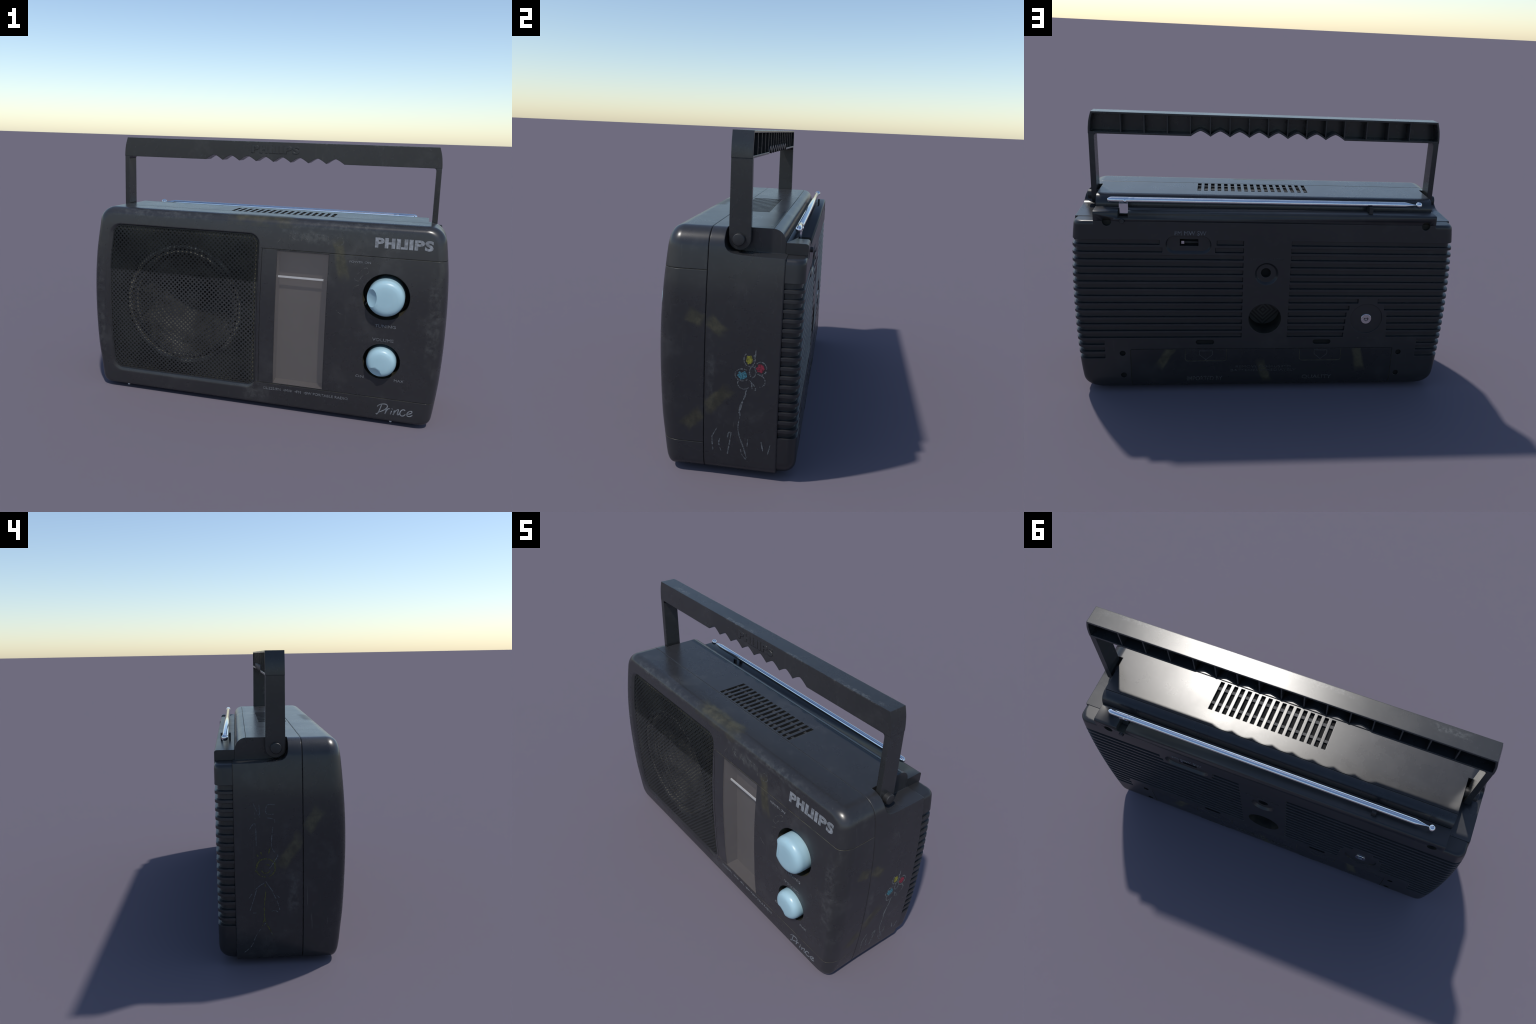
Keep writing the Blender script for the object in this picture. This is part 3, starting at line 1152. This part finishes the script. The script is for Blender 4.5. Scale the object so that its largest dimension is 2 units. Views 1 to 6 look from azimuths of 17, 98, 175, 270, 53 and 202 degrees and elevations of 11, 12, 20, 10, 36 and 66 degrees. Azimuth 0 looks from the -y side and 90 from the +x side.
# brush script on the lower right of the front
g = Geo()
script = [
    [(.702, .116), (.695, .092), (.686, .066), (.679, .058), (.676, .063)],
    [(.680, .104), (.690, .115), (.708, .122), (.726, .122), (.733, .111), (.725, .096), (.708, .082), (.690, .072)],
    [(.729, .093), (.722, .066), (.728, .084), (.736, .097), (.746, .100)],
    [(.756, .089), (.750, .067)],
    [(.7575, .099), (.7590, .1015)],
    [(.771, .094), (.765, .067), (.773, .086), (.784, .099), (.791, .099), (.786, .075), (.791, .071), (.798, .082)],
    [(.825, .100), (.818, .105), (.806, .099), (.799, .083), (.804, .069), (.816, .068), (.828, .079)],
    [(.834, .081), (.848, .085), (.860, .094), (.857, .102), (.845, .098), (.835, .083), (.839, .071), (.851, .070), (.864, .080)]]
for i, s in enumerate(script):
    ribbon(g, smooth_curve(s), .0050, on_front, h=.001, rough=.15, seed=i)
g.make("script_lettering", [M_white_print], smooth=False)

# scratched letters and marks on the front
g = Geo()
marks = [[(.165, .965), (.170, 1.000), (.190, 1.004), (.198, .990), (.178, .982), (.210, .962)],
         [(.230, .962), (.247, 1.008), (.268, .958)], [(.236, .980), (.262, .978)],
         [(.290, 1.004), (.350, 1.000)], [(.322, 1.004), (.326, .952)],
         [(.372, 1.000), (.376, .955)], [(.420, .995), (.405, .975), (.420, .955), (.450, .965), (.448, .990), (.420, .995)],
         [(.519, .786), (.530, .810), (.550, .833), (.579, .852), (.589, .826), (.556, .805), (.543, .780), (.519, .786)],
         [(.512, .742), (.545, .760)], [(.10, .945), (.125, .975)], [(.60, .70), (.585, .66)], [(.43, .62), (.45, .60), (.47, .595)]]
for i, s in enumerate(marks):
    ribbon(g, smooth_curve(s, 4), .0028, on_front, h=.0006, broken=.12, rough=.5, seed=20 + i)
ob = g.make("scratched_marks", [M_scratch], smooth=False)
ob["kind"] = "stuff"


def on_right(u, w, h):
    return (half_width(w, u) + h * .6, u, w)


def on_left(u, w, h):
    return (-half_width(w, u) - h, u, w)


def scribble(geo, c, rx, rz, place, seed, w=.0042, turns=7):
    rnd = random.Random(seed)
    for s in range(3):
        pts = []
        for i in range(turns * 2):
            t = -1 + 2 * i / (turns * 2 - 1)
            q = math.sqrt(max(0, 1 - t * t)) * (1 if i % 2 else -1) * (.75 + .3 * rnd.random())
            a = s * 1.1 + .3
            x, z = t * math.cos(a) - q * math.sin(a), t * math.sin(a) + q * math.cos(a)
            pts.append((c[0] + x * rx, c[1] + z * rz))
        ribbon(geo, pts, w, place, h=.0008 + .0002 * s, broken=.20, rough=.6, seed=seed + s)


def loop(c, rx, rz, a0=0.0, a1=2 * PI, n=16):
    return [(c[0] + rx * math.cos(a0 + (a1 - a0) * i / n), c[1] + rz * math.sin(a0 + (a1 - a0) * i / n)) for i in range(n + 1)]


# flower drawn in chalk on the right side
for nm, mt, c, rx, rz in (("yellow_petal", M_yellow, (.093, .552), .015, .019), ("red_petal", M_red, (.140, .518), .017, .021), ("cyan_petal", M_cyan, (.067, .482), .023, .018)):
    g = Geo()
    scribble(g, c, rx, rz, on_right, hash_seed := int(c[1] * 1000))
    ob = g.make(nm, [mt], smooth=False)
    ob["kind"] = "stuff"
g = Geo()
lines = [(loop((.093, .553), .023, .030, 2.2, 7.0), .25), (loop((.141, .518), .024, .028), .3), (loop((.066, .484), .031, .026, 1.0, 5.5), .3),
         (loop((.073, .446), .026, .024, 2.6, 5.6), .3), (loop((.135, .462), .026, .026, -1.4, 1.6), .5), (loop((.108, .500), .013, .024), .2),
         ([(.118, .598), (.117, .572), (.108, .545)], .2),
         ([(.095, .464), (.119, .437), (.122, .417)], .1), ([(.104, .455), (.108, .425)], .15),
         ([(.087, .424), (.077, .383), (.057, .336), (.061, .301), (.053, .250), (.060, .200), (.078, .151), (.092, .100)], .10),
         ([(.084, .420), (.070, .360), (.055, .310)], .25),
         ([(-.029, .244), (-.054, .200), (-.058, .169), (-.054, .122)], .15), ([(-.046, .215), (-.060, .185)], .1), ([(-.024, .183), (-.029, .157), (-.018, .121)], .2),
         ([(.009, .190), (.012, .210), (.022, .219), (.023, .204), (.009, .109)], .12), ([(.097, .209), (.094, .157)], .2),
         ([(.153, .187), (.162, .142)], .15), ([(.182, .128), (.192, .176)], .15), ([(.066, .141), (.072, .115), (.090, .092)], .1)]
for i, (s, br) in enumerate(lines):
    ribbon(g, smooth_curve(s, 4), .0040, on_right, broken=br * .45, rough=.75, seed=60 + i)
ob = g.make("chalk_flower_lines", [M_chalk], smooth=False)
ob["kind"] = "stuff"

# stick figure and letters on the left side
g = Geo()
lines = [[(.084, .423), (.123, .394), (.159, .344)], [(.121, .389), (.137, .334), (.153, .283)], [(.078, .429), (.048, .382), (.015, .346)],
         [(.046, .373), (.026, .330), (.014, .285)], [(.080, .221), (.124, .161), (.147, .104), (.182, .071)], [(.055, .172), (.046, .153)],
         [(.140, .275), (.115, .274)], [(.052, .280), (.035, .284), (.020, .272)],
         [(.128, .796), (.122, .724)], [(.104, .790), (.100, .729)], [(.128, .791), (.100, .729)],
         [(.032, .788), (.067, .787), (.072, .748), (.038, .745)], [(.068, .728), (.038, .722), (.033, .706)],
         [(.153, .669), (.123, .704), (.119, .600)], [(.043, .686), (.049, .593), (.020, .550)], [(.020, .550), (.060, .490)]]
for i, s in enumerate(lines):
    ribbon(g, smooth_curve(s, 4), .0034, on_left, broken=.07, rough=.6, seed=90 + i)
ob = g.make("chalk_figure_limbs", [M_faint_chalk], smooth=False)
ob["kind"] = "stuff"
g = Geo()
lines = [loop((.077, .494), .044, .044), loop((.077, .494), .022, .026, 3.6, 6.0), [(.075, .512), (.058, .505)], [(.120, .564), (.101, .531)], [(.100, .570), (.090, .544)],
         [(.056, .589), (.065, .557)], [(.035, .538), (.036, .488)], [(.128, .470), (.110, .520)],
         [(.081, .416), (.079, .374), (.085, .323), (.086, .257), (.081, .228)], [(.080, .221), (.061, .187), (.046, .153)], [(.088, .24), (.096, .205)]]
for i, s in enumerate(lines):
    ribbon(g, smooth_curve(s, 4), .0046, on_left, broken=.08, rough=.6, seed=120 + i)
ob = g.make("chalk_figure_head", [M_dull_yellow], smooth=False)
ob["kind"] = "stuff"
